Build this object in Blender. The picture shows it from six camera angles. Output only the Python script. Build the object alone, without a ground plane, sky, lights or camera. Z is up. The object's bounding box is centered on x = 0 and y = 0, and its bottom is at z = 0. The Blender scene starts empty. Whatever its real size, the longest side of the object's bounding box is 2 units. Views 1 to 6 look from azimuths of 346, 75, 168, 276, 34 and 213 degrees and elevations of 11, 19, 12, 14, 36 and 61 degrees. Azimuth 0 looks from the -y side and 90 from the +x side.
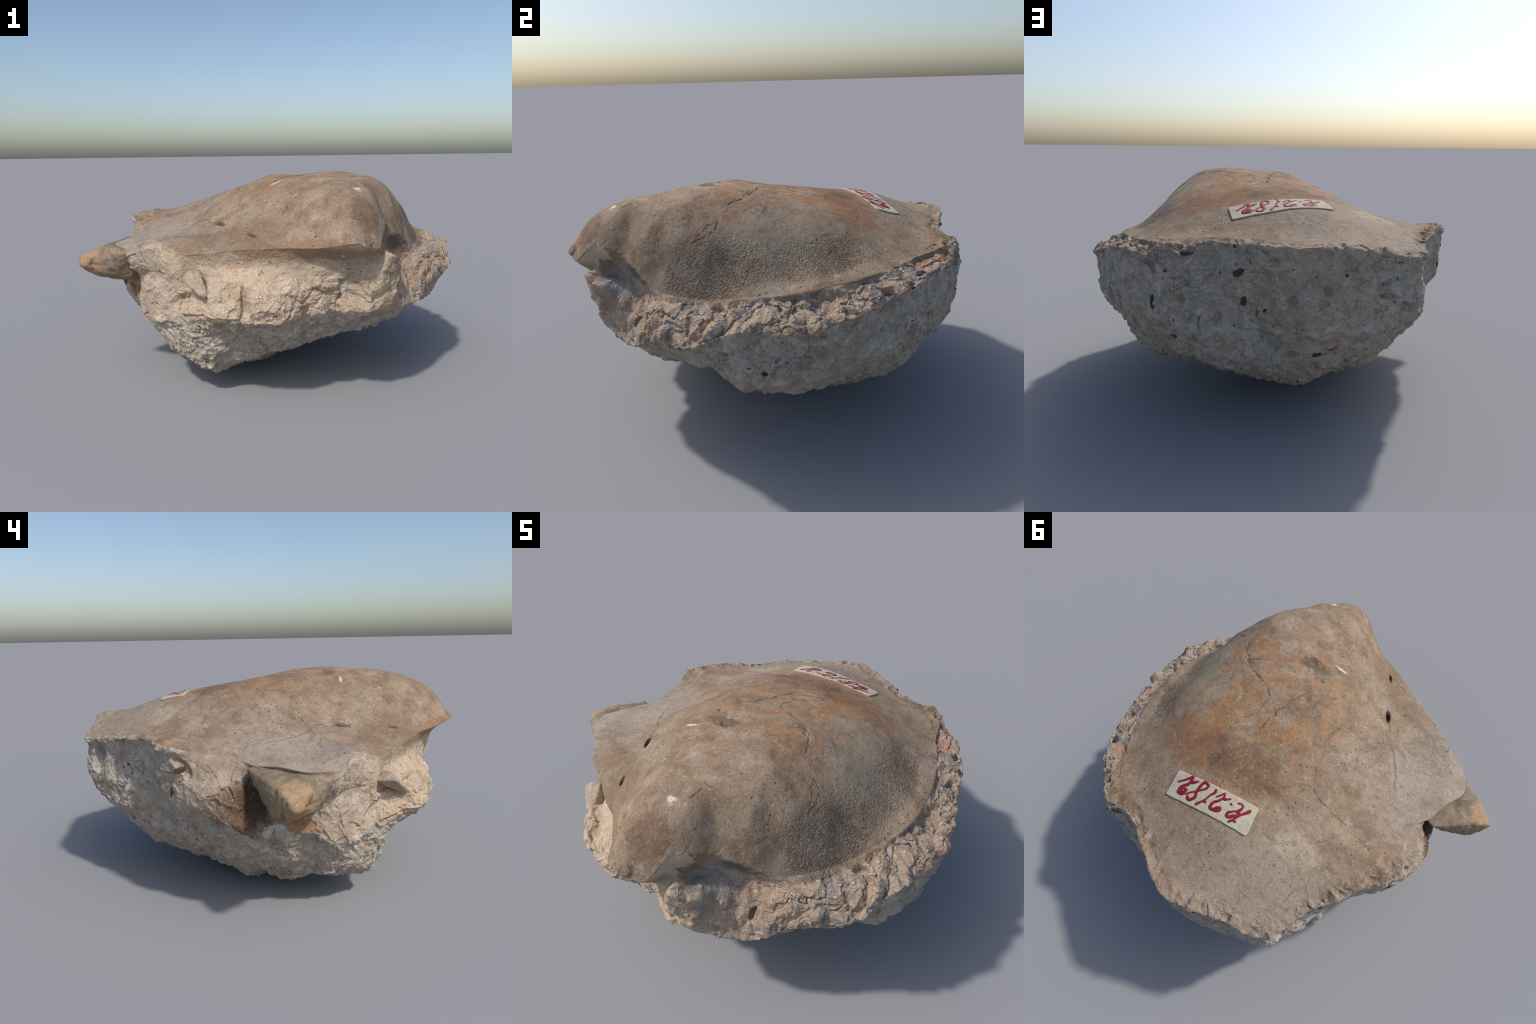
"""A fossil skull bone still bedded in a block of pale, shelly stone: a smooth brown
dome on top, a crumbly rim, a sawn grey underside, a worn bone stub, a paper label."""
import math
import bpy
import bmesh
import numpy as np
from mathutils import Quaternion, Vector
from mathutils.bvhtree import BVHTree

AXIS = np.array([0.10, -0.10])      # vertical axis that every cross-section turns about
POLE_TOP, POLE_BOTTOM = 1.026, 0.055
N_TURN, ROWS = 1480, (225, 125, 260)

# ----------------------------------------------------------------------------- sections
# One half-profile per azimuth (degrees).  top: heights of the dome at 0.2 0.4 0.6 0.75 0.9
# of the rim radius; then (radius, height) of the bone's rim, the upper and lower side, the
# edge of the sawn base, and four stations of the base on its way to the bottom.
SECTIONS = [
    dict(azimuth=0, top=(1.034, 1.022, .947, .843, .749), rim=(.749, .743), upper=(.799, .698),
         lower=(.848, .686), edge=(.9, .636), base=((.875, .487), (.78, .319), (.58, .235), (.38, .155))),
    dict(azimuth=20, top=(1.027, .995, .954, .866, .775), rim=(.781, .763), upper=(.834, .737),
         lower=(.874, .721), edge=(.91, .709), base=((.913, .527), (.803, .352), (.666, .22), (.42, .087))),
    dict(azimuth=40, top=(1.012, .977, .929, .871, .807), rim=(.832, .781), upper=(.903, .777),
         lower=(.956, .771), edge=(.968, .748), base=((.967, .613), (.908, .414), (.794, .233), (.491, .133))),
    dict(azimuth=57, top=(.999, .963, .911, .854, .809), rim=(.968, .806), upper=(.985, .793),
         lower=(.995, .748), edge=(1.01, .688), base=((.993, .509), (.93, .349), (.683, .22), (.466, .075))),
    dict(azimuth=66, top=(1.007, .975, .927, .877, .825), rim=(.918, .818), upper=(.916, .778),
         lower=(.94, .703), edge=(.95, .593), base=((.975, .448), (.895, .3), (.672, .185), (.457, .065))),
    dict(azimuth=75, top=(1.002, .968, .932, .888, .835), rim=(.945, .813), upper=(.96, .768),
         lower=(.935, .678), edge=(.91, .513), base=((.945, .388), (.859, .255), (.677, .159), (.449, .059))),
    dict(azimuth=90, top=(.995, .961, .924, .878, .823), rim=(1.055, .819), upper=(1.049, .756),
         lower=(1.064, .633), edge=(1.033, .463), base=((.945, .311), (.83, .198), (.659, .108), (.419, .033))),
    dict(azimuth=103, top=(.991, .951, .928, .885, .819), rim=(1.037, .79), upper=(1.045, .733),
         lower=(1.058, .609), edge=(1.046, .465), base=((.905, .314), (.75, .193), (.599, .084), (.4, .019))),
    dict(azimuth=113.5, top=(.989, .943, .895, .851, .784), rim=(1.071, .757), upper=(1.073, .69),
         lower=(1.078, .585), edge=(1.036, .477), base=((.884, .309), (.751, .187), (.559, .093), (.378, .02))),
    dict(azimuth=125, top=(.986, .944, .893, .854, .798), rim=(.958, .775), upper=(.928, .717),
         lower=(.946, .582), edge=(.952, .452), base=((.822, .301), (.712, .187), (.528, .108), (.345, .026))),
    dict(azimuth=140, top=(.994, .935, .87, .835, .804), rim=(.92, .801), upper=(.913, .732),
         lower=(.885, .568), edge=(.82, .436), base=((.768, .313), (.665, .208), (.504, .084), (.343, .014))),
    dict(azimuth=150, top=(.993, .919, .841, .796, .795), rim=(.921, .78), upper=(.927, .716),
         lower=(.917, .56), edge=(.829, .439), base=((.754, .312), (.648, .205), (.503, .085), (.344, .008))),
    dict(azimuth=160, top=(.994, .945, .846, .805, .766), rim=(.817, .748), upper=(.888, .691),
         lower=(.925, .595), edge=(.892, .505), base=((.798, .355), (.659, .204), (.527, .079), (.35, 0))),
    dict(azimuth=167, top=(.999, .941, .836, .789, .752), rim=(.789, .738), upper=(.84, .686),
         lower=(.892, .589), edge=(.908, .488), base=((.784, .317), (.643, .2), (.475, .078), (.31, .035))),
    dict(azimuth=173, top=(1.008, .928, .822, .773, .747), rim=(.825, .716), upper=(.803, .667),
         lower=(.853, .581), edge=(.888, .459), base=((.769, .291), (.645, .196), (.483, .066), (.31, .035))),
    dict(azimuth=180, top=(1.009, .913, .809, .764, .745), rim=(.857, .721), upper=(.809, .658),
         lower=(.845, .561), edge=(.856, .442), base=((.764, .289), (.644, .181), (.49, .052), (.31, .035))),
    dict(azimuth=188, top=(1.004, .907, .791, .735, .728), rim=(.918, .714), upper=(.849, .629),
         lower=(.803, .532), edge=(.823, .434), base=((.72, .276), (.651, .161), (.483, .066), (.31, .035))),
    dict(azimuth=195, top=(1.011, .91, .799, .747, .736), rim=(.891, .713), upper=(.871, .628),
         lower=(.81, .563), edge=(.828, .382), base=((.744, .254), (.658, .154), (.475, .078), (.31, .035))),
    dict(azimuth=202, top=(1.022, .947, .824, .777, .767), rim=(.801, .757), upper=(.804, .693),
         lower=(.784, .583), edge=(.805, .363), base=((.734, .223), (.653, .146), (.475, .078), (.31, .035))),
    dict(azimuth=212, top=(1.032, .962, .829, .78, .764), rim=(.768, .719), upper=(.772, .634),
         lower=(.745, .513), edge=(.755, .403), base=((.724, .199), (.606, .111), (.434, .067), (.242, .043))),
    dict(azimuth=217, top=(1.032, .967, .835, .777, .755), rim=(.743, .707), upper=(.725, .637),
         lower=(.7, .523), edge=(.746, .407), base=((.711, .199), (.578, .089), (.402, .073), (.2, .037))),
    dict(azimuth=224, top=(1.037, .991, .875, .801, .76), rim=(.71, .719), upper=(.688, .654),
         lower=(.716, .543), edge=(.767, .43), base=((.672, .25), (.574, .13), (.37, .114), (.18, .052))),
    dict(azimuth=232, top=(1.037, 1.012, .926, .831, .771), rim=(.689, .732), upper=(.658, .647),
         lower=(.769, .548), edge=(.796, .443), base=((.638, .305), (.568, .179), (.337, .147), (.149, .071))),
    dict(azimuth=250, top=(1.038, 1.025, .968, .882, .791), rim=(.695, .751), upper=(.674, .673),
         lower=(.748, .543), edge=(.758, .437), base=((.64, .299), (.467, .205), (.297, .165), (.147, .093))),
    dict(azimuth=262, top=(1.038, 1.025, .976, .949, .864), rim=(.769, .76), upper=(.698, .675),
         lower=(.702, .543), edge=(.682, .446), base=((.58, .297), (.399, .202), (.246, .151), (.118, .088))),
    dict(azimuth=272, top=(1.035, 1.034, 1.003, .982, .919), rim=(.875, .792), upper=(.759, .694),
         lower=(.703, .563), edge=(.689, .464), base=((.57, .311), (.387, .224), (.235, .157), (.118, .088))),
    dict(azimuth=279, top=(1.036, 1.036, 1.02, .994, .914), rim=(.858, .762), upper=(.782, .673),
         lower=(.761, .563), edge=(.749, .462), base=((.58, .321), (.385, .225), (.225, .158), (.108, .088))),
    dict(azimuth=285, top=(1.036, 1.041, 1.034, 1.016, .964), rim=(.767, .856), upper=(.775, .738),
         lower=(.835, .721), edge=(.761, .472), base=((.601, .34), (.395, .236), (.214, .159), (.098, .086))),
    dict(azimuth=289, top=(1.038, 1.046, 1.036, 1.026, .988), rim=(.735, .838), upper=(.705, .698),
         lower=(.827, .701), edge=(.772, .471), base=((.602, .337), (.405, .236), (.224, .16), (.108, .087))),
    dict(azimuth=295, top=(1.038, 1.047, 1.038, 1.031, .981), rim=(.692, .803), upper=(.668, .703),
         lower=(.742, .632), edge=(.771, .465), base=((.604, .329), (.415, .237), (.244, .163), (.117, .103))),
    dict(azimuth=304, top=(1.038, 1.048, 1.035, 1.024, .961), rim=(.698, .758), upper=(.672, .675),
         lower=(.74, .562), edge=(.781, .463), base=((.63, .329), (.435, .244), (.261, .2), (.126, .129))),
    dict(azimuth=315, top=(1.038, 1.055, 1.032, 1.004, .913), rim=(.692, .698), upper=(.741, .677),
         lower=(.786, .611), edge=(.801, .522), base=((.674, .38), (.495, .288), (.291, .231), (.146, .143))),
    dict(azimuth=330, top=(1.03, 1.044, 1.016, .95, .869), rim=(.695, .697), upper=(.747, .698),
         lower=(.826, .646), edge=(.86, .569), base=((.756, .427), (.575, .34), (.41, .275), (.2, .17))),
    dict(azimuth=345, top=(1.037, 1.038, .975, .893, .799), rim=(.713, .722), upper=(.783, .709),
         lower=(.841, .683), edge=(.882, .661), base=((.87, .527), (.785, .345), (.51, .285), (.25, .19))),
]


def stations(s):
    """The section as (radius, height) pairs from the dome down to the bottom."""
    dome = [(f * s["rim"][0], z) for f, z in zip((.2, .4, .6, .75, .9), s["top"])]
    return [*dome, s["rim"], s["upper"], s["lower"], s["edge"], *s["base"]]


def pchip(x, y, q):
    """Shape-preserving cubic through (x, y) along axis 1; x, y are (n, k), q is (n, m)."""
    h = np.diff(x, axis=1)
    d = np.diff(y, axis=1) / h
    m = np.zeros_like(y)
    w1, w2 = 2 * h[:, 1:] + h[:, :-1], h[:, 1:] + 2 * h[:, :-1]
    same = d[:, 1:] * d[:, :-1] > 0
    with np.errstate(divide="ignore", invalid="ignore"):
        mean = (w1 + w2) / (w1 / d[:, :-1] + w2 / d[:, 1:])
    m[:, 1:-1] = np.where(same, mean, 0)
    m[:, 0], m[:, -1] = d[:, 0], d[:, -1]
    out = np.empty_like(q)
    for i in range(len(x)):
        j = np.clip(np.searchsorted(x[i], q[i]) - 1, 0, x.shape[1] - 2)
        hh = h[i, j]
        t = (q[i] - x[i, j]) / hh
        out[i] = ((1 + 2 * t) * (1 - t) ** 2 * y[i, j] + t * (1 - t) ** 2 * hh * m[i, j]
                  + t * t * (3 - 2 * t) * y[i, j + 1] + t * t * (t - 1) * hh * m[i, j + 1])
    return out


def smooth(a, b, x):
    t = np.clip((x - a) / (b - a), 0, 1)
    return t * t * (3 - 2 * t)


def window(a, b, soft, x):
    """1 inside a..b, fading over soft on both sides."""
    return smooth(a - soft, a, x) * (1 - smooth(b, b + soft, x))


def turn_window(a, b, soft, deg):
    """The same on a circle of degrees."""
    mid, half = (a + b) / 2, (b - a) / 2
    off = np.abs((deg - mid + 180) % 360 - 180)
    return 1 - smooth(half, half + soft, off)


# more heights measured on the dome (x, y, z): the crease on the left flank, the label's
# bed, the shoulder over the groove
DOME_POINTS = [(-.322, -.379, .812), (-.215, -.617, .782), (.221, -.757, .985), (.374, .573, .873), (.375, .456, .91),
               (-.046, .442, .928), (-.06, .569, .905), (.521, -.346, .96), (.561, -.477, .906), (.647, -.329, .851),
               (.132, .599, .907), (-.155, -.01, .958), (-.423, .285, .826), (-.092, -.132, .982), (-.028, -.366, 1.004),
               (.026, -.242, 1.026), (-.278, .496, .862), (.43, -.66, .880), (.50, -.60, .858), (.36, -.70, .905)]


def dome_surface(ctrl):
    """A thin-plate surface through the dome stations: a callable height over (x, y)."""
    pts = []
    for s in SECTIONS:
        a = math.radians(s["azimuth"])
        for k, (r, z) in enumerate(stations(s)[:6]):
            pts.append((AXIS[0] + r * math.cos(a), AXIS[1] + r * math.sin(a), z, .005 if k < 5 else .001))
    pts.append((*AXIS, POLE_TOP, .002))
    pts += [(*p, .0015) for p in DOME_POINTS]
    p = np.array(pts)

    def kernel(d2):
        return d2 * np.log(d2 + 1e-12) * .5
    d2 = ((p[:, None, :2] - p[None, :, :2]) ** 2).sum(2)
    n = len(p)
    A = np.zeros((n + 3, n + 3))
    A[:n, :n] = kernel(d2) + np.diag(p[:, 3])
    A[:n, n] = A[n, :n] = 1
    A[:n, n + 1:] = p[:, :2]
    A[n + 1:, :n] = p[:, :2].T
    w = np.linalg.solve(A, np.r_[p[:, 2], 0, 0, 0])

    def height(x, y):
        out = w[n] + w[n + 1] * x + w[n + 2] * y
        for k in range(n):
            out = out + w[k] * kernel((x - p[k, 0]) ** 2 + (y - p[k, 1]) ** 2)
        return out
    return height


# ----------------------------------------------------------------------------- noise
def lattice(ix, iy, iz, seed):
    h = (ix * 374761393 + iy * 668265263 + iz * 2147483647 + seed * 1274126177) & 0xFFFFFFFF
    h = ((h ^ (h >> 13)) * 1274126177) & 0xFFFFFFFF
    h = ((h ^ (h >> 16)) * 2246822519) & 0xFFFFFFFF
    return ((h ^ (h >> 15)) & 0xFFFFFF) / float(0xFFFFFF)


def value(p, seed=0):
    """Smooth noise about -1..1."""
    f = np.floor(p)
    i = f.astype(np.int64)
    t = p - f
    t = t * t * t * (t * (t * 6 - 15) + 10)
    out = 0
    for a in (0, 1):
        wa = t[:, 0] if a else 1 - t[:, 0]
        for b in (0, 1):
            wb = wa * (t[:, 1] if b else 1 - t[:, 1])
            for c in (0, 1):
                out = out + wb * (t[:, 2] if c else 1 - t[:, 2]) * lattice(i[:, 0] + a, i[:, 1] + b, i[:, 2] + c, seed)
    return 2 * out - 1


def fbm(p, scale, octaves=3, seed=0, gain=0.5, ridge=False):
    out, amp, total = 0, 1.0, 0
    for o in range(octaves):
        n = value(p * scale * 2.03 ** o + 17.3 * o, seed + o)
        out = out + amp * (1 - 2 * np.abs(n) if ridge else n)
        total += amp
        amp *= gain
    return out / total


def cells(p, scale, seed=0):
    """Worley noise: distance to the nearest and the second nearest of scattered points,
    and a random level for every cell."""
    q = p * scale
    f = np.floor(q)
    i = f.astype(np.int64)
    near = np.full(len(p), 9.0)
    second = np.full(len(p), 9.0)
    level = np.zeros(len(p))
    for a in (-1, 0, 1):
        for b in (-1, 0, 1):
            for c in (-1, 0, 1):
                x, y, z = i[:, 0] + a, i[:, 1] + b, i[:, 2] + c
                d = ((x + lattice(x, y, z, seed) - q[:, 0]) ** 2 + (y + lattice(x, y, z, seed + 1) - q[:, 1]) ** 2
                     + (z + lattice(x, y, z, seed + 2) - q[:, 2]) ** 2)
                second = np.minimum(second, np.maximum(near, d))
                level = np.where(d < near, lattice(x, y, z, seed + 3), level)
                near = np.minimum(near, d)
    return np.sqrt(near), np.sqrt(second), level


# ----------------------------------------------------------------------------- the block's skin
def build_skin():
    deg = np.arange(N_TURN) * 360 / N_TURN
    knots = np.array([s["azimuth"] for s in SECTIONS], float)
    table = np.array([stations(s) for s in SECTIONS])                                   # section, station, (r, z)
    n = len(knots)
    wrap = np.r_[knots[-6:] - 360, knots, knots[:6] + 360]
    wide = np.concatenate([table[-6:], table, table[:6]])
    k = table.shape[1]
    ctrl = np.empty((N_TURN, k, 2))
    for j in range(k):
        for c in (0, 1):
            ctrl[:, j, c] = pchip(wrap[None], wide[None, :, j, c], deg[None])[0]
    rows = []
    pole_top = np.tile([0, POLE_TOP], (N_TURN, 1))
    pole_low = np.tile([0, POLE_BOTTOM], (N_TURN, 1))
    across = np.roll(ctrl, N_TURN // 2, axis=0)
    mirror = lambda j: across[:, j] * [-1, 1]
    runs = [
        (np.stack([mirror(0), pole_top, *(ctrl[:, j] for j in range(6))], 1), 1, 7),
        (np.stack([ctrl[:, j] for j in range(5, 9)], 1), 0, 3),
        (np.stack([*(ctrl[:, j] for j in range(8, 13)), pole_low, mirror(12)], 1), 0, 5),
    ]
    for (pts, first, last), count in zip(runs, ROWS):
        chord = np.concatenate([np.zeros((N_TURN, 1)), np.cumsum(np.linalg.norm(np.diff(pts, axis=1), axis=2), axis=1)], 1)
        u = np.linspace(0, 1, 300)
        q = chord[:, first:first + 1] + u * (chord[:, last:last + 1] - chord[:, first:first + 1])
        fine = np.stack([pchip(chord, pts[:, :, c], q) for c in (0, 1)], 2)
        arc = np.concatenate([np.zeros((N_TURN, 1)), np.cumsum(np.linalg.norm(np.diff(fine, axis=1), axis=2), axis=1)], 1)
        arc /= arc[:, -1:]
        want = np.linspace(0, 1, count + 1)[:-1]
        rows.append(np.stack([np.stack([np.interp(want, arc[i], fine[i, :, c]) for c in (0, 1)], 1) for i in range(N_TURN)]))
    grid = np.concatenate(rows, 1)[:, 1:]                      # drop the pole row
    v = np.concatenate([seg + np.linspace(0, 1, c + 1)[:-1] for seg, c in enumerate(ROWS)])[1:]
    a = np.radians(deg)[:, None]
    height = dome_surface(ctrl)
    r, z = grid[:, :ROWS[0] - 1, 0], grid[:, :ROWS[0] - 1, 1]
    rim_r, rim_z = ctrl[:, 5, 0:1], ctrl[:, 5, 1:2]
    plate = height(AXIS[0] + r * np.cos(a), AXIS[1] + r * np.sin(a))
    miss = rim_z - height(AXIS[0] + rim_r * np.cos(a), AXIS[1] + rim_r * np.sin(a))
    grid[:, :ROWS[0] - 1, 1] = plate + miss * smooth(.75, 1, r / rim_r)
    xyz = np.stack([AXIS[0] + grid[..., 0] * np.cos(a), AXIS[1] + grid[..., 0] * np.sin(a), grid[..., 1]], 2)
    return xyz, deg, v


def grid_normals(xyz):
    du = np.roll(xyz, -1, 0) - np.roll(xyz, 1, 0)
    dv = np.empty_like(xyz)
    dv[:, 1:-1] = xyz[:, 2:] - xyz[:, :-2]
    dv[:, 0], dv[:, -1] = xyz[:, 1] - xyz[:, 0], xyz[:, -1] - xyz[:, -2]
    nrm = np.cross(dv, du)
    return nrm / np.maximum(np.linalg.norm(nrm, axis=2, keepdims=True), 1e-9)


# Cracks that run over the dome, as they were followed on the bone
CRACKS = {
    "crest": [(.284, .207, .98), (.24, .107, 1.006), (.192, .057, 1.017), (.192, -.041, 1.033), (.237, -.094, 1.045), (.315, -.121, 1.048), (.397, -.173, 1.043)],
    "ridge": [(.148, .129, 1.004), (.114, .013, 1.019), (.078, -.08, 1.028), (.036, -.154, 1.035)],
    "shoulder": [(.304, -.213, 1.057), (.397, -.173, 1.043), (.431, -.217, 1.033), (.462, -.28, 1.018)],
    "label": [(.15, .452, .943), (.163, .422, .95), (.143, .393, .956)],
    "step": [(-.186, .198, .918), (-.167, .133, .934), (-.168, .067, .945), (-.148, -.023, .97), (-.163, -.115, .963)],
    "flank": [(-.088, .309, .936), (-.149, .244, .924), (-.194, .224, .911), (-.278, .262, .881), (-.423, .286, .828), (-.548, .316, .811)],
    "branch": [(-.423, .286, .828), (-.378, .385, .842), (-.295, .454, .86)],
    "crease": [(-.318, -.376, .832), (-.374, -.269, .836), (-.471, -.151, .816), (-.52, -.026, .796)],
    "loop": [(.58, -.448, .894), (.583, -.397, .915), (.565, -.35, .945), (.528, -.345, .969), (.552, -.40, .944), (.575, -.435, .915)],
    "nose": [(.263, -.72, .977), (.287, -.676, 1.001), (.318, -.641, 1.013)],
    "window": [(.661, .025, .876), (.648, .078, .891), (.62, .143, .905)],
}


def line_distance(p, pts):
    best = np.full(len(p), 9.0)
    for a, b in zip(np.array(pts)[:-1], np.array(pts)[1:]):
        ab = b - a
        h = np.clip((p - a) @ ab / (ab @ ab), 0, 1)
        best = np.minimum(best, np.linalg.norm(p - a - h[:, None] * ab, axis=1))
    return best


def dent(p, centre, size, along=(0, 0, 1), hard=.5):
    """Mask of a spot: size = (half length along the direction, half width across it)."""
    t = np.array(along, float) / np.linalg.norm(along)
    o = p - np.array(centre)
    far = o @ t
    side = np.sqrt(np.maximum((o * o).sum(1) - far ** 2, 0))
    return 1 - smooth(hard, 1, np.sqrt((far / size[0]) ** 2 + (side / size[1]) ** 2))


# Holes, pits and knobs: place, (half length, half width), direction, height
MARKS = [
    ((-.318, -.376, .832), (.044, .0135), (.41, -.91, -.05), -.055),      # vascular opening in the crease
    ((-.215, -.617, .787), (.042, .010), (.41, -.91, -.05), -.022),      # slit further down the crease
    ((.161, -.960, .800), (.045, .035), (0, .5, .8), .009),              # worn tooth at the nose
    ((.975, -.058, .650), (.055, .05), (0, 0, 1), .024),
    ((.985, -.060, .630), (.020, .016), (0, 0, 1), -.014),
    ((.965, -.099, .484), (.050, .045), (0, 1, 0), -.038),
    ((.975, -.070, .535), (.060, .050), (0, 1, .3), -.026),
    ((.965, -.199, .510), (.080, .060), (0, .5, 1), -.014),
    ((.928, -.258, .456), (.028, .016), (0, 1, -.3), -.030),
    ((.905, .255, .736), (.060, .030), (.5, 0, 1), -.036),
    ((.793, -.396, .698), (.035, .028), (1, 0, 0), -.030),
    ((.520, -.697, .549), (.05, .018), (0, 0, 1), -.026),
    ((-.380, .813, .670), (.080, .040), (0, -.2, 1), -.032),
    ((-.300, .860, .560), (.030, .025), (0, 0, 1), -.014),
    ((-.746, .304, .690), (.080, .026), (.1, -.6, -.7), -.022),
    ((-.474, .648, .509), (.090, .022), (.1, .6, -.8), .018),
    ((-.705, .36, .62), (.16, .020), (0, 0, 1), -.010),
    ((.132, -.802, .532), (.022, .010), (.3, 0, 1), -.016),
    ((.026, .895, .393), (.013, .013), (0, 0, 1), -.016),
    ((-.19, .892, .668), (.070, .014), (.8, 0, -.25), -.013),
    ((-.18, .889, .612), (.080, .012), (.9, 0, .15), -.013),
    ((.230, .895, .718), (.085, .010), (.9, -.2, -.35), -.008),
    ((.015, -.240, 1.03), (.014, .012), (1, 0, 0), -.006),
    ((.108, -.317, 1.04), (.06, .025), (.8, -.5, 0), -.006),
]


def relief(xyz, deg, v):
    """Break up the smooth skin: every region gets the roughness of its own matter."""
    shape = xyz.shape[:2]
    p = xyz.reshape(-1, 3)
    D = np.repeat(deg[:, None], len(v), 1).ravel()
    V = np.repeat(v[None], len(deg), 0).ravel()
    back = turn_window(56, 150, 6, D)
    crumble = turn_window(-58, 50, 7, D) * window(1.14, 2.0, .10, V)
    bowl = turn_window(-75, -54, 5, D) * window(1.0, 2.0, .08, V)
    ledge = turn_window(205, 287, 6, D) * window(1.05, 2.0, .05, V)
    hollow = turn_window(152, 205, 6, D) * window(1.1, 2.0, .05, V)
    base = np.maximum(smooth(1.97, 2.05, V), back * smooth(1.0, 1.1, V))
    bone = 1 - smooth(.93, 1.02, V)
    total = np.maximum(crumble + bowl + ledge + hollow + base + bone, 1)
    crumble, bowl, ledge, hollow, base, bone = (x / total for x in (crumble, bowl, ledge, hollow, base, bone))

    warp = np.stack([fbm(p, 7, 2, 60 + i) for i in range(3)], 1) * .05
    q = p + warp
    near, second, step = cells(q, 13, 5)
    small, _, nick = cells(p + .4 * warp, 34, 9)
    _, _, chip = cells(p + .3 * warp, 21, 13)
    broad = fbm(p, 3.2, 2, 1)
    mid = fbm(q, 12, 3, 11)
    fine = fbm(q, 42, 2, 21)
    ridge = fbm(q, 9, 3, 31, ridge=True)
    flaky = fbm(q * [1, 1, 1.7], 22, 2, 51, ridge=True)
    plates = smooth(.02, .10, second - near)                   # flat chips with gaps between

    d = bone * (.004 * broad + .0018 * fbm(p, 9, 2, 41) + .0007 * fine)
    d += crumble * (-.012 + .009 * ridge + .026 * (.45 - near) + .012 * (chip - .5) + .006 * (nick - .5) + .008 * (step - .5) + .006 * mid + .003 * fine)
    d += bowl * (.004 * broad + .005 * ridge + .002 * fine + smooth(1.55, 1.75, V) * (.012 * ridge + .010 * (.45 - near)))
    # the ledge: chips low down, a smoother hollow above, both breaking away in plates
    low = smooth(1.45, 1.6, V)
    d += ledge * (-.003 + .006 * broad + .004 * ridge + .002 * fine + low * (.010 * ridge + .008 * (.45 - near) + .0025 * plates * smooth(240, 262, D) + .004 * flaky + .006 * mid + .010 * (chip - .5) + .006 * (nick - .5) + .008 * (step - .5)))
    flake = turn_window(214, 238.6, .35, D + 1.2 * fbm(p, 18, 2, 81)) * window(1.56, 1.96, .012, V + .03 * fbm(p, 14, 2, 82))
    d += flake * (.016 + .004 * broad)
    d += hollow * (-.003 + .008 * mid + .008 * ridge + .012 * (step - .5) + .007 * (chip - .5) + .003 * fine)
    hole, _, which = cells(p + .6 * warp, 11, 77)
    pits = (1 - smooth(.10, .30, hole)) * (which > .55)
    rough = 1 - .25 * back * (1 - smooth(2.0, 2.25, V))
    d -= base * .020 * pits
    d += base * rough * (-.008 + .010 * broad + .013 * mid + .010 * (.45 - near) + .010 * (step - .5) + .009 * (chip - .5) + .005 * (nick - .5) + .005 * flaky + .005 * fine + .003 * fbm(q, 80, 1, 23))
    jag = turn_window(50, 152, 5, D) * window(.97, 1.05, .05, V)
    d += jag * (.018 * fbm(q, 13, 3, 71, ridge=True) + .010 * (chip - .5) - .006)
    corner = dent(p, (-.655, .35, .79), (.12, .10), (.5, 1, 0), .3)
    d += corner * (.003 + .012 * ridge + .008 * (.45 - near))
    jagged = p + warp * .5
    snap = lambda c: p[((p - np.array(c)) ** 2).sum(1).argmin()]
    for centre, size, along, depth in MARKS:
        centre = snap(centre)
        d += depth * dent(jagged if size[1] > .015 else p, centre, size, along)
    cracked = p + .012 * np.stack([fbm(p, 30, 2, 160 + i) for i in range(3)], 1)
    for name, pts in CRACKS.items():
        d -= (.004 if name == "crease" else .0028) * (1 - smooth(.002, .014 if name == "crease" else .007, line_distance(cracked, [snap(c) for c in pts])))
    out = xyz + grid_normals(xyz) * d.reshape(shape)[..., None]
    return out


def region_map(deg, v):
    """Which piece every quad belongs to (see PIECES)."""
    D = np.repeat(((deg + np.roll(deg, -1)) / 2)[:, None], len(v) - 1, 1)
    D[-1] = deg[-1]
    V = np.repeat(((v[1:] + v[:-1]) / 2)[None], len(deg), 0)
    a = np.radians(D).ravel()
    wob = fbm(np.stack([np.cos(a) * 3, np.sin(a) * 3, V.ravel() * 2], 1), 4, 3, 91).reshape(D.shape)
    wob2 = fbm(np.stack([np.cos(a) * 3, np.sin(a) * 3, V.ravel() * 2], 1), 5, 3, 191).reshape(D.shape)
    E = D + 7 * wob2
    back = (E > 56) & (E < 151)
    reg = np.full(D.shape, 1)
    reg[(E >= 151) & (E < 203)] = 4
    reg[(E >= 203) & (E < 286)] = 3
    reg[(V + .12 * wob > 2.0) | back] = 2
    reg[V < 1] = 0
    right = (E > 300) | (E < 48)
    reg[right & (V < 1.12 + .16 * wob)] = 0
    return reg


def mesh_piece(name, verts, normals, faces, parent, material):
    used, inverse = np.unique(faces.ravel(), return_inverse=True)
    quads = inverse.reshape(-1, 4)
    me = bpy.data.meshes.new(name)
    me.vertices.add(len(used))
    me.vertices.foreach_set("co", verts[used].astype(np.float32).ravel())
    me.loops.add(quads.size)
    me.loops.foreach_set("vertex_index", quads.ravel().astype(np.int32))
    me.polygons.add(len(quads))
    me.polygons.foreach_set("loop_start", np.arange(0, quads.size, 4, dtype=np.int32))
    me.polygons.foreach_set("use_smooth", np.ones(len(quads), bool))
    me.update(calc_edges=True)
    me.normals_split_custom_set_from_vertices(normals[used].astype(np.float32))
    return link(name, me, parent, material)


def link(name, me, parent, material):
    if material:
        me.materials.append(material)
    ob = bpy.data.objects.new(name, me)
    bpy.context.scene.collection.objects.link(ob)
    ob.parent = parent
    return ob


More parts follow.
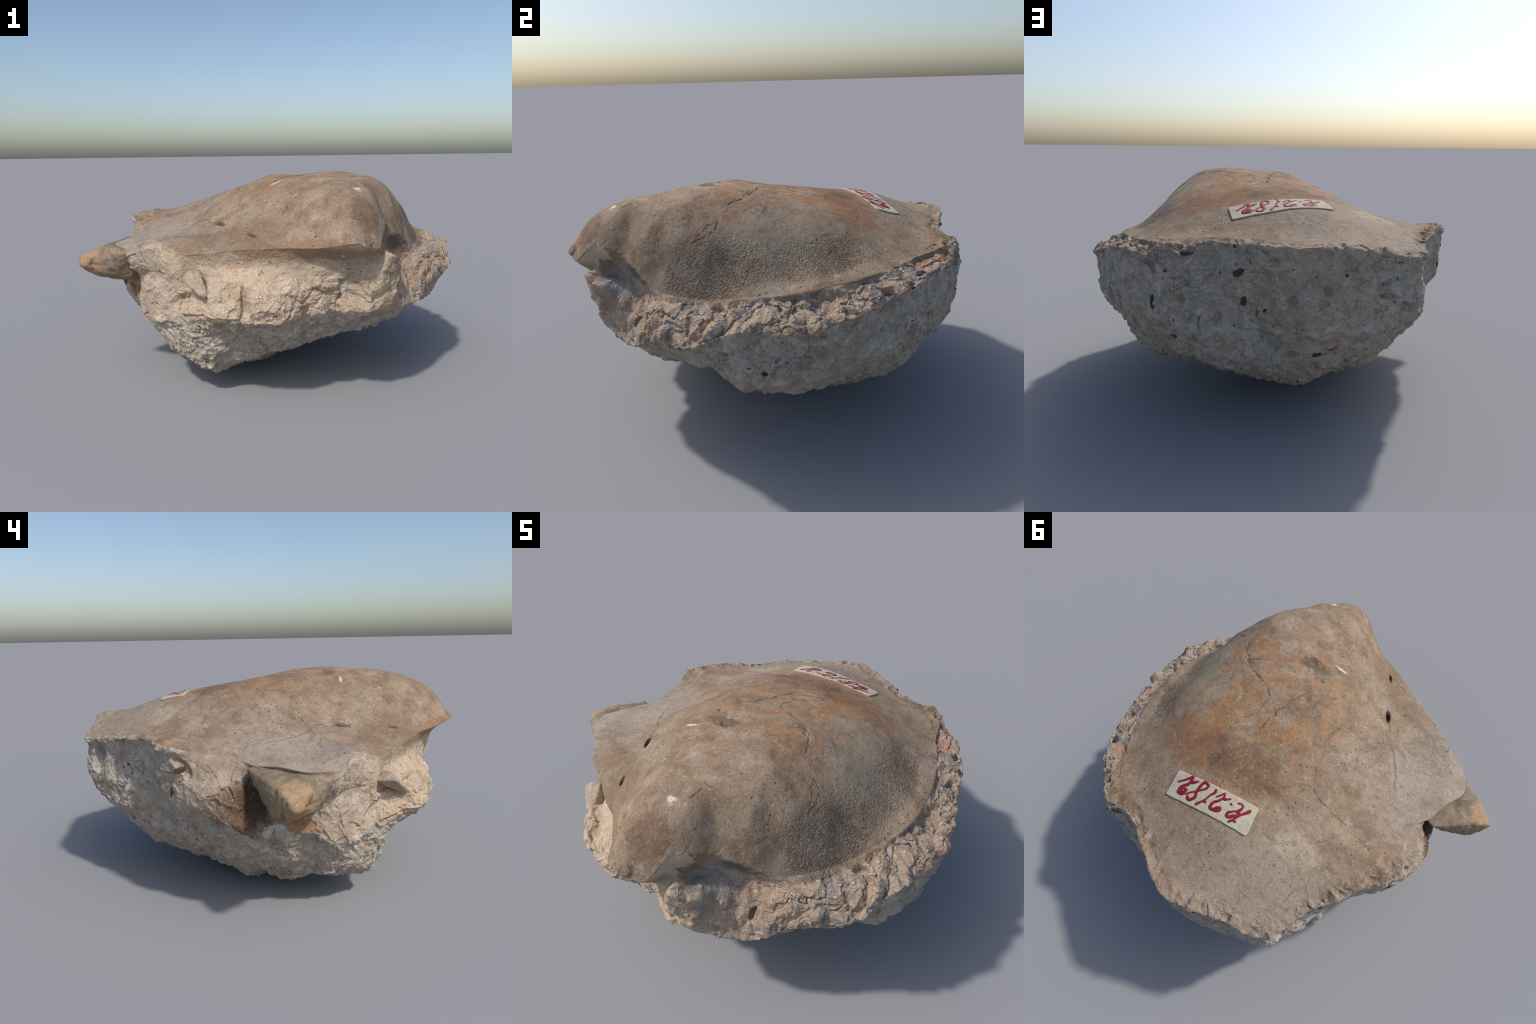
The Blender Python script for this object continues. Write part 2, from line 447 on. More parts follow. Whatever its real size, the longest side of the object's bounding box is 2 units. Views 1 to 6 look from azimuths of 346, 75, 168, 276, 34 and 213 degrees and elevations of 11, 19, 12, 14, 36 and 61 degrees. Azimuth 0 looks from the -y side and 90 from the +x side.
# ----------------------------------------------------------------------------- materials
class Shader:
    """Short names for the nodes of one material; every texture runs on Object coordinates."""

    def __init__(self, name, roughness=.9):
        self.mat = bpy.data.materials.new(name)
        self.mat.use_nodes = True
        self.t = self.mat.node_tree
        self.bsdf = self.t.nodes["Principled BSDF"]
        self.bsdf.inputs["Roughness"].default_value = roughness
        self.bsdf.inputs["Specular IOR Level"].default_value = .25
        self.co = self.node("ShaderNodeTexCoord").outputs["Object"]

    def node(self, kind, **props):
        n = self.t.nodes.new(kind)
        for k, val in props.items():
            setattr(n, k, val)
        return n

    def put(self, socket, val):
        if isinstance(val, bpy.types.NodeSocket):
            self.t.links.new(val, socket)
        elif val is not None:
            if socket.type == "RGBA" and len(val) == 3:
                val = (*val, 1)
            socket.default_value = val

    def math(self, op, a, b=None, clamp=False):
        n = self.node("ShaderNodeMath", operation=op, use_clamp=clamp)
        self.put(n.inputs[0], a)
        self.put(n.inputs[1], b)
        return n.outputs[0]

    def stretch(self, scale, turn=(0, 0, 0)):
        n = self.node("ShaderNodeMapping")
        self.put(n.inputs["Vector"], self.co)
        n.inputs["Scale"].default_value = scale
        n.inputs["Rotation"].default_value = turn
        return n.outputs[0]

    def noise(self, scale, detail=4, rough=.55, warp=0, vec=None):
        n = self.node("ShaderNodeTexNoise")
        self.put(n.inputs["Vector"], vec or self.co)
        for k, val in (("Scale", scale), ("Detail", detail), ("Roughness", rough), ("Distortion", warp)):
            n.inputs[k].default_value = val
        return n.outputs["Fac"]

    def warped(self, scale, amount, vec=None):
        n = self.node("ShaderNodeTexNoise")
        self.put(n.inputs["Vector"], vec or self.co)
        n.inputs["Scale"].default_value = scale
        n.inputs["Detail"].default_value = 3
        sub = self.node("ShaderNodeVectorMath", operation="SUBTRACT")
        self.put(sub.inputs[0], n.outputs["Color"])
        sub.inputs[1].default_value = (.5, .5, .5)
        mul = self.node("ShaderNodeVectorMath", operation="SCALE")
        self.put(mul.inputs[0], sub.outputs[0])
        mul.inputs["Scale"].default_value = amount
        add = self.node("ShaderNodeVectorMath", operation="ADD")
        self.put(add.inputs[0], vec or self.co)
        self.put(add.inputs[1], mul.outputs[0])
        return add.outputs[0]

    def cells(self, scale, feature="F1", vec=None, out="Distance", jitter=1):
        n = self.node("ShaderNodeTexVoronoi", feature=feature)
        self.put(n.inputs["Vector"], vec or self.co)
        n.inputs["Scale"].default_value = scale
        n.inputs["Randomness"].default_value = jitter
        return n.outputs[out]

    def step(self, fac, a, b):
        """0 below a, 1 above b (or the reverse when a > b)."""
        n = self.node("ShaderNodeMapRange", interpolation_type="SMOOTHSTEP")
        self.put(n.inputs[0], fac)
        n.inputs[1].default_value, n.inputs[2].default_value = min(a, b), max(a, b)
        n.inputs[3].default_value, n.inputs[4].default_value = (0, 1) if a < b else (1, 0)
        return n.outputs[0]

    def spot(self, centre, radii, soft=.5, rag=.5, scale=9):
        """A ragged patch about a place on the object."""
        sub = self.node("ShaderNodeVectorMath", operation="SUBTRACT")
        self.put(sub.inputs[0], self.co)
        sub.inputs[1].default_value = centre
        div = self.node("ShaderNodeVectorMath", operation="DIVIDE")
        self.put(div.inputs[0], sub.outputs[0])
        div.inputs[1].default_value = radii
        ln = self.node("ShaderNodeVectorMath", operation="LENGTH")
        self.put(ln.inputs[0], div.outputs[0])
        d = ln.outputs["Value"]
        if rag:
            d = self.math("ADD", d, self.math("MULTIPLY", self.math("SUBTRACT", self.noise(scale, 5, .6), .5), 2 * rag))
        return self.step(d, 1 + soft / 2, 1 - soft / 2)

    def ramp(self, fac, *stops):
        n = self.node("ShaderNodeValToRGB")
        self.put(n.inputs[0], fac)
        e = n.color_ramp.elements
        while len(e) < len(stops):
            e.new(.5)
        for el, (pos, col) in zip(e, stops):
            el.position, el.color = pos, (*col, 1)
        return n.outputs[0]

    def mix(self, fac, a, b, blend="MIX"):
        n = self.node("ShaderNodeMix", data_type="RGBA", blend_type=blend)
        self.put(n.inputs[0], fac)
        self.put(n.inputs[6], a)
        self.put(n.inputs[7], b)
        return n.outputs[2]

    def both(self, a, b):
        return self.math("MULTIPLY", a, b)

    def finish(self, colour, *bumps, tint=(1, 1, 1), grain=.2):
        """Last wash of tint, fine grain, and the bumps."""
        g = self.ramp(self.noise(150, 4, .75), (.34, [k * (1 - grain) for k in tint]), (.66, [k * (1 + grain) for k in tint]))
        colour = self.mix(1, colour, g, "MULTIPLY")
        self.put(self.bsdf.inputs["Base Color"], colour)
        last = None
        for height, dist in bumps:
            n = self.node("ShaderNodeBump")
            n.inputs["Strength"].default_value = 1
            n.inputs["Distance"].default_value = dist
            self.put(n.inputs["Height"], height)
            self.put(n.inputs["Normal"], last)
            last = n.outputs[0]
        self.put(self.bsdf.inputs["Normal"], last)
        return self.mat


def bone_material():
    s = Shader("weathered_bone", .8)
    big, mid, fine = s.noise(2.6, 5, .6, .6), s.noise(11, 6, .68, .5), s.noise(70, 5, .75)
    c = s.ramp(mid, (.30, (.155, .108, .070)), (.5, (.245, .178, .120)), (.7, (.335, .255, .182)))
    c = s.mix(s.step(big, .42, .62), c, s.ramp(mid, (.3, (.19, .14, .098)), (.7, (.355, .28, .21))))
    # greyer, bleached wing on the left and towards the broken back edge
    c = s.mix(s.math("MULTIPLY", s.spot((-.66, -.14, .75), (.24, .30, .3), .8, .6, 7), .7), c, s.ramp(mid, (.3, (.26, .225, .185)), (.7, (.375, .33, .28))))
    c = s.mix(s.math("MULTIPLY", s.spot((-.18, .73, .8), (.38, .24, .3), .8, .7), .7), c, s.ramp(fine, (.3, (.25, .205, .155)), (.7, (.35, .295, .235))))
    c = s.mix(s.math("MULTIPLY", s.spot((-.27, .49, .87), (.11, .06, .2), .7, .8, 14), .6), c, (.42, .35, .26))
    c = s.mix(s.math("MULTIPLY", s.spot((-.05, -.80, .82), (.35, .12, .10), .9, .7, 9), .5), c, s.ramp(mid, (.3, (.25, .18, .12)), (.7, (.42, .33, .24))))
    # ochre and rust on the crest, smeared along it
    streak = s.noise(7, 6, .65, 1.2, s.stretch((1, .45, 1), (0, 0, .6)))
    crest = s.spot((.20, .00, 1.0), (.34, .46, .35), .9, .6, 5)
    c = s.mix(s.math("MULTIPLY", s.both(crest, s.step(streak, .42, .58)), .72), c, s.ramp(mid, (.3, (.225, .105, .042)), (.55, (.335, .18, .075)), (.75, (.40, .265, .14))))
    c = s.mix(s.math("MULTIPLY", s.both(crest, s.step(s.noise(14, 4, .6, 1), .56, .67)), .7), c, (.37, .17, .07))
    c = s.mix(s.math("MULTIPLY", s.both(crest, s.step(s.noise(9, 4, .6, 1.4), .60, .70)), .7), c, (.38, .315, .22))
    c = s.mix(s.math("MULTIPLY", s.spot((.20, .31, .95), (.30, .10, .3), .8, .7, 8), .75), c, s.ramp(mid, (.3, (.105, .058, .032)), (.7, (.215, .125, .07))))
    c = s.mix(s.math("MULTIPLY", s.spot((.42, .30, .94), (.16, .12, .2), .8, .9, 10), .5), c, (.25, .125, .065))
    c = s.mix(s.math("MULTIPLY", s.spot((.09, -.31, 1.04), (.07, .035, .06), .7, .7, 18), .7), c, (.10, .07, .045))
    # pale olive window on the right flank
    c = s.mix(s.math("MULTIPLY", s.spot((.62, -.10, .92), (.12, .19, .12), .7, .6, 8), .7), c, s.ramp(mid, (.3, (.27, .225, .155)), (.7, (.36, .31, .235))))
    # granular crust low on the right flank, grey where it is off
    crust = s.math("MAXIMUM", s.spot((.655, -.42, .80), (.14, .27, .13), .7, .7, 6), s.spot((.72, .02, .81), (.09, .22, .08), .7, .8, 8))
    lumps = s.cells(120, "F1", s.warped(50, .03))
    c = s.mix(s.math("MULTIPLY", s.both(crust, s.step(lumps, .35, .65)), .3), c, (.19, .172, .155))
    c = s.mix(s.math("MULTIPLY", s.both(crust, s.step(lumps, .4, .2)), .65), c, s.ramp(mid, (.3, (.27, .205, .15)), (.7, (.37, .295, .225))))
    bare = s.spot((.615, -.44, .80), (.05, .07, .05), .6, 1.1, 16)
    c = s.mix(s.math("MULTIPLY", bare, .8), c, s.ramp(mid, (.3, (.16, .15, .135)), (.7, (.23, .215, .195))))
    # brown skin over the nose, a darker tone in the socket's lip and along the groove
    c = s.mix(s.math("MULTIPLY", s.spot((.20, -.86, .90), (.10, .08, .09), .6, .8, 12), .7), c, (.16, .095, .058))
    c = s.mix(s.math("MULTIPLY", s.spot((.47, -.66, .80), (.15, .06, .07), .8, .6, 9), .35), c, (.125, .10, .083))
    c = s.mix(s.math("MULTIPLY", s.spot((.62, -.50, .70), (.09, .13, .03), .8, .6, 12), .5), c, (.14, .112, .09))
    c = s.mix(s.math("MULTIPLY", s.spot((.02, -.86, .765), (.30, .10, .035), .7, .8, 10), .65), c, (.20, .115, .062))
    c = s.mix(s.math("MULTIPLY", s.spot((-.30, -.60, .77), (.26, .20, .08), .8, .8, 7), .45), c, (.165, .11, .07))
    # mottling, dust, specks
    c = s.mix(s.math("MULTIPLY", s.step(s.noise(28, 6, .75), .52, .68), .6), c, (.125, .088, .062))
    c = s.mix(s.math("MULTIPLY", s.step(s.noise(38, 6, .78), .54, .70), .55), c, (.46, .395, .32))
    speck = s.both(s.step(s.cells(38, vec=s.warped(30, .02)), .20, .12), s.step(s.noise(4.5, 3), .52, .60))
    c = s.mix(s.math("MULTIPLY", speck, .85), c, (.05, .042, .038))
    tiny = s.both(s.step(s.cells(95), .17, .09), s.step(s.noise(8, 3), .48, .58))
    c = s.mix(s.math("MULTIPLY", tiny, .7), c, (.075, .058, .048))
    # hairline cracks: a faint net, and the ones that were followed
    crack = s.both(s.step(s.cells(3.1, "DISTANCE_TO_EDGE", s.warped(7, .16)), .0055, .0015), s.step(s.noise(3.3, 3), .49, .55))
    crack2 = s.both(s.step(s.cells(9, "DISTANCE_TO_EDGE", s.warped(14, .09)), .010, .002), s.step(s.noise(5, 3, .5), .55, .62))
    cracks = s.math("MULTIPLY", s.math("MAXIMUM", crack, crack2), .55)
    c = s.mix(s.math("MULTIPLY", cracks, .85), c, (.06, .05, .045))
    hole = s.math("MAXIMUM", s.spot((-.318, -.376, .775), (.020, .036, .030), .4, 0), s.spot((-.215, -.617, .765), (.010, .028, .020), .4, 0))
    c = s.mix(s.math("MULTIPLY", hole, .9), c, (.02, .016, .014))  # near-black painted into both openings for the shade of their depth
    chip = s.spot((.221, -.757, .995), (.016, .012, .03), .8, 1.3, 60)
    chip = s.math("MAXIMUM", chip, s.spot((-.03, -.37, 1.01), (.026, .007, .03), .8, 1.3, 50))
    c = s.mix(s.math("MULTIPLY", chip, .75), c, (.62, .59, .54))
    return s.finish(c, (s.math("MULTIPLY", s.both(crust, lumps), -1), .010), (mid, .006), (fine, .0035), tint=(1.02, .99, .965), grain=.25)


def rim_material():
    s = Shader("crumbled_limestone", .95)
    big, mid, fine = s.noise(4, 5, .6, .5), s.noise(17, 6, .7, .6), s.noise(90, 4, .7)
    c = s.ramp(mid, (.3, (.30, .225, .16)), (.5, (.44, .35, .265)), (.7, (.56, .46, .365)))
    c = s.mix(s.both(s.step(s.noise(9, 6, .65, .8), .52, .60), s.step(big, .35, .5)), c, s.ramp(fine, (.3, (.22, .21, .20)), (.7, (.33, .315, .30))))
    c = s.mix(s.math("MULTIPLY", s.step(s.noise(30, 4, .6, 1), .62, .7), .7), c, (.30, .175, .095))
    c = s.mix(s.math("MULTIPLY", s.step(s.cells(42, vec=s.warped(25, .05)), .22, .08), .8), c, (.13, .125, .125))
    c = s.mix(s.math("MULTIPLY", s.spot((.783, .464, .771), (.05, .035, .04), .7, 1.2, 30), .6), c, (.40, .20, .12))
    c = s.mix(s.math("MULTIPLY", s.step(fine, .55, .75), .4), c, (.62, .54, .45))
    # the grey polished floor of the socket
    sock = s.spot((.37, -.74, .70), (.13, .09, .075), .4, .45, 10)
    c = s.mix(s.math("MULTIPLY", sock, .9), c, s.ramp(mid, (.3, (.25, .24, .225)), (.6, (.37, .36, .34)), (.75, (.43, .42, .40))))
    c = s.mix(s.math("MULTIPLY", s.spot((.31, -.82, .80), (.11, .10, .075), .8, .6, 10), .95), c, s.ramp(mid, (.3, (.19, .135, .09)), (.7, (.33, .26, .19))))
    c = s.mix(s.math("MULTIPLY", s.spot((.44, -.675, .755), (.10, .05, .05), .7, .6, 12), .8), c, (.15, .12, .095))
    return s.finish(c, (mid, .016), (fine, .006), tint=(.93, .87, .83))


def ledge_material():
    s = Shader("pale_bone_and_matrix", .92)
    big, mid, fine = s.noise(3.5, 5, .6, .5), s.noise(14, 6, .65, .5), s.noise(80, 4, .7)
    c = s.ramp(mid, (.3, (.36, .28, .205)), (.5, (.50, .405, .31)), (.72, (.60, .51, .41)))
    c = s.mix(s.math("MULTIPLY", s.step(big, .5, .62), .6), c, s.ramp(mid, (.3, (.34, .30, .25)), (.7, (.48, .43, .37))))
    # dark speckled band in the hollow under the ledge
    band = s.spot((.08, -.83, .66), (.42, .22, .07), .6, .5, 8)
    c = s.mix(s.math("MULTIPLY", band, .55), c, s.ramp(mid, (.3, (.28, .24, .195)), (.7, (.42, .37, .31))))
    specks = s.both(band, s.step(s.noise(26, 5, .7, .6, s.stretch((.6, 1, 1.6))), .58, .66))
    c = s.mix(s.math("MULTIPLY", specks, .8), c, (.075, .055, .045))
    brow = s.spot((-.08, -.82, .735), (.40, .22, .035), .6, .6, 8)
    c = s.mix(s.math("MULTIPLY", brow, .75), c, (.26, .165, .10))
    c = s.mix(s.step(s.cells(30, vec=s.warped(25, .03)), .13, .07), c, (.12, .10, .085))
    c = s.mix(s.math("MULTIPLY", s.step(s.noise(33, 4, .6, 1), .62, .7), .6), c, (.36, .235, .14))
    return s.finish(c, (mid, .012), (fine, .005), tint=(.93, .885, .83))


def hollow_material():
    s = Shader("stained_matrix", .92)
    mid, fine = s.noise(15, 6, .65, .5), s.noise(85, 4, .7)
    c = s.ramp(mid, (.3, (.33, .27, .215)), (.5, (.44, .375, .305)), (.72, (.55, .48, .40)))
    c = s.mix(s.math("MULTIPLY", s.spot((-.73, .17, .76), (.16, .20, .09), .6, .4, 8), .85), c, s.ramp(mid, (.3, (.235, .185, .14)), (.7, (.37, .31, .25))))
    grain = s.ramp(fine, (.35, (.085, .05, .03)), (.55, (.19, .115, .065)), (.75, (.36, .25, .16)))
    c = s.mix(s.math("MULTIPLY", s.spot((-.82, .06, .54), (.13, .12, .13), .9, .8, 11), .9), c, grain)
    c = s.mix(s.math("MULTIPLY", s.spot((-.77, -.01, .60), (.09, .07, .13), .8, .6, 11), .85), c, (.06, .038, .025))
    c = s.mix(s.math("MULTIPLY", s.spot((-.73, -.17, .44), (.09, .10, .06), .5, .6, 14), .85), c, s.ramp(mid, (.3, (.22, .115, .05)), (.7, (.36, .22, .12))))
    c = s.mix(s.spot((-.775, -.085, .45), (.06, .05, .035), .1, .5, 16), c, (.50, .49, .46))
    c = s.mix(s.step(s.cells(32, vec=s.warped(25, .03)), .14, .08), c, (.13, .10, .08))
    return s.finish(c, (mid, .012), (fine, .006), tint=(.92, .87, .83))


def base_material():
    s = Shader("grey_chert", .85)
    flow = s.warped(4, .10)
    big, mid, fine = s.noise(5, 5, .6, .5), s.noise(17, 7, .72, .4, flow), s.noise(75, 5, .75)
    c = s.ramp(mid, (.28, (.245, .215, .178)), (.46, (.375, .340, .288)), (.70, (.50, .465, .41)))
    c = s.mix(s.math("MULTIPLY", s.step(big, .48, .62), .7), c, s.ramp(mid, (.3, (.285, .22, .152)), (.7, (.455, .375, .285))))
    c = s.mix(s.math("MULTIPLY", s.step(s.noise(11, 6, .7, .6), .56, .66), .7), c, (.56, .54, .51))
    c = s.mix(s.math("MULTIPLY", s.step(s.noise(9, 6, .7, .5, s.stretch((1, 1, 1.3), (.4, .3, 0))), .58, .68), .6), c, (.20, .19, .185))
    c = s.mix(s.math("MULTIPLY", s.step(s.noise(26, 6, .75, .5), .58, .70), .6), c, (.17, .135, .10))
    vein = s.both(s.step(s.cells(7, "DISTANCE_TO_EDGE", s.warped(12, .16)), .014, .003), s.step(s.noise(6, 3), .48, .58))
    c = s.mix(s.math("MULTIPLY", vein, .5), c, (.19, .14, .095))
    pale = s.both(s.step(s.cells(6, "DISTANCE_TO_EDGE", s.warped(5, .3)), .05, .01), s.step(s.noise(4, 3), .5, .6))
    c = s.mix(s.math("MULTIPLY", pale, .4), c, (.53, .51, .47))
    speck = s.both(s.step(s.noise(42, 6, .8, .4), .60, .68), s.step(s.noise(7, 3), .44, .58))
    c = s.mix(s.math("MULTIPLY", speck, .75), c, (.085, .078, .075))
    c = s.mix(s.math("MULTIPLY", s.step(s.noise(13, 6, .75, .3), .55, .66), .55), c, (.30, .305, .32))
    slit = s.both(s.step(s.noise(24, 5, .7, .3, s.stretch((1.0, 1.0, .35), (.9, .5, .3))), .63, .69), s.step(s.noise(6, 2), .42, .52))
    c = s.mix(s.math("MULTIPLY", slit, .8), c, (.075, .066, .06))
    rust = s.both(s.step(s.cells(17, vec=s.warped(15, .06)), .15, .09), s.step(s.noise(6, 2), .5, .6))
    c = s.mix(s.math("MULTIPLY", rust, .7), c, (.22, .125, .065))
    return s.finish(c, (mid, .014), (s.math("SUBTRACT", 1, vein), .003), (fine, .005), tint=(1.12, 1.07, 1.03))


def stub_material():
    s = Shader("tan_crusted_bone", .75)
    mid, fine = s.noise(13, 6, .65, .6), s.noise(70, 4, .7)
    c = s.ramp(mid, (.3, (.155, .118, .080)), (.5, (.235, .185, .128)), (.7, (.33, .27, .195)))
    c = s.mix(s.math("MULTIPLY", s.spot((-.93, -.17, .63), (.07, .09, .09), .7, .5, 10), .7), c, s.ramp(mid, (.3, (.33, .205, .10)), (.7, (.47, .33, .19))))
    c = s.mix(s.math("MULTIPLY", s.spot((-.88, -.02, .60), (.10, .06, .10), .6, .5, 9), .7), c, (.23, .19, .13))
    c = s.mix(s.math("MULTIPLY", s.step(s.noise(11, 5, .6, 1), .58, .66), .7), c, (.115, .09, .07))
    c = s.mix(s.step(s.cells(40), .15, .09), c, (.50, .41, .29))
    return s.finish(c, (mid, .008), (fine, .003), tint=(.9, .86, .84))


def plain(name, a, b, scale=30, rough=.8, bump=.003):
    s = Shader(name, rough)
    n = s.noise(scale, 5, .65)
    return s.finish(s.ramp(n, (.3, a), (.7, b)), (n, bump))
# ----------------------------------------------------------------------------- separate pieces
def lump(name, points, parent, material, voxel=.009, rounding=6, rough=.006, scale=14, seed=1):
    """A worn solid: the hull of a few key points, remeshed, rounded and roughened."""
    bm = bmesh.new()
    for p in points:
        bm.verts.new(p)
    bmesh.ops.convex_hull(bm, input=bm.verts)
    loose = [x for x in bm.verts if not x.link_faces]
    bmesh.ops.delete(bm, geom=loose, context="VERTS")
    me = bpy.data.meshes.new(name)
    bm.to_mesh(me)
    bm.free()
    tmp = bpy.data.objects.new("tmp", me)
    bpy.context.scene.collection.objects.link(tmp)
    mod = tmp.modifiers.new("r", "REMESH")
    mod.mode, mod.voxel_size = "VOXEL", voxel
    sm = tmp.modifiers.new("s", "SMOOTH")
    sm.iterations, sm.factor = rounding, .5
    out = bpy.data.meshes.new_from_object(tmp.evaluated_get(bpy.context.evaluated_depsgraph_get()))
    bpy.data.objects.remove(tmp)
    bpy.data.meshes.remove(me)
    n = len(out.vertices)
    co, no = np.empty(n * 3, np.float32), np.empty(n * 3, np.float32)
    out.vertices.foreach_get("co", co)
    out.vertices.foreach_get("normal", no)
    co, no = co.reshape(-1, 3).astype(float), no.reshape(-1, 3)
    d = rough * (fbm(co, scale, 3, seed) + .5 * fbm(co, scale * 3, 2, seed + 7, ridge=True))
    out.vertices.foreach_set("co", (co + no * d[:, None]).astype(np.float32).ravel())
    out.polygons.foreach_set("use_smooth", np.ones(len(out.polygons), bool))
    out.name = name
    out.update()
    return link(name, out, parent, material)


def ball(name, material, wobble=.12):
    """An uneven little ball whose mesh the grains share."""
    bm = bmesh.new()
    bmesh.ops.create_icosphere(bm, subdivisions=3, radius=1)
    for w in bm.verts:
        w.co *= 1 + wobble * math.sin(3.1 * w.co.x + 5 * w.co.y) + .7 * wobble * math.sin(7 * w.co.z + 2 * w.co.x)
    for f in bm.faces:
        f.smooth = True
    me = bpy.data.meshes.new(name)
    bm.to_mesh(me)
    bm.free()
    me.materials.append(material)
    return me


def mean_normal(place, reach):
    """The skin's normal averaged over a neighbourhood, so that chips do not tip a piece over."""
    near = np.linalg.norm(verts - np.array(place), axis=1) < reach
    return Vector(normals[near].mean(0)).normalized()


def set_grain(name, mesh, tree, place, size, lie, parent, sink=.5, tilt=0.0):
    """Bed a grain in the nearest skin, flattened along the skin's normal."""
    hit, n, _, _ = tree.find_nearest(Vector(place))
    n = mean_normal(hit, max(.03, size[0]))
    ob = bpy.data.objects.new(name, mesh)
    bpy.context.scene.collection.objects.link(ob)
    ob.parent = parent
    ob.rotation_mode = "QUATERNION"
    ob.rotation_quaternion = n.to_track_quat("Z", "Y") @ Quaternion((0, 0, 1), lie) @ Quaternion((1, 0, 0), tilt)
    ob.scale = size
    ob.location = hit - n * size[2] * sink
    return ob


def valve(name, tree, place, long, wide, lie, parent, material):
    """The raised, chipped rim of a small shell lying open in the stone."""
    hit, _, _, _ = tree.find_nearest(Vector(place))
    n = mean_normal(hit, .06)
    hit = hit - n * .006
    frame = n.to_track_quat("Z", "Y") @ Quaternion((0, 0, 1), lie)
    bm = bmesh.new()
    turns, around = 64, 10
    grid = []
    for i in range(turns):
        a = i / turns * 2 * math.pi
        thick = .0055 * (1 + .35 * math.sin(3 * a + 1) + .2 * math.sin(7 * a))
        wob = 1 + .07 * math.sin(2 * a + .6) + .04 * math.sin(5 * a)
        row = []
        for j in range(around):
            b = j / around * 2 * math.pi
            r = 1 + thick / wide * math.cos(b)
            p = Vector((long * wob * r * math.cos(a), wide * wob * r * math.sin(a), thick * 1.5 * math.sin(b) + .002))
            row.append(bm.verts.new(hit + frame @ p))
        grid.append(row)
    for i in range(turns):
        for j in range(around):
            k, m = (i + 1) % turns, (j + 1) % around
            bm.faces.new((grid[i][j], grid[k][j], grid[k][m], grid[i][m])).smooth = True
    me = bpy.data.meshes.new(name)
    bm.to_mesh(me)
    bm.free()
    return link(name, me, parent, material)


def drop(tree, x, y, lift=0):
    hit, n, _, _ = tree.ray_cast(Vector((x, y, 2)), Vector((0, 0, -1)))
    return hit + n * lift if hit else None


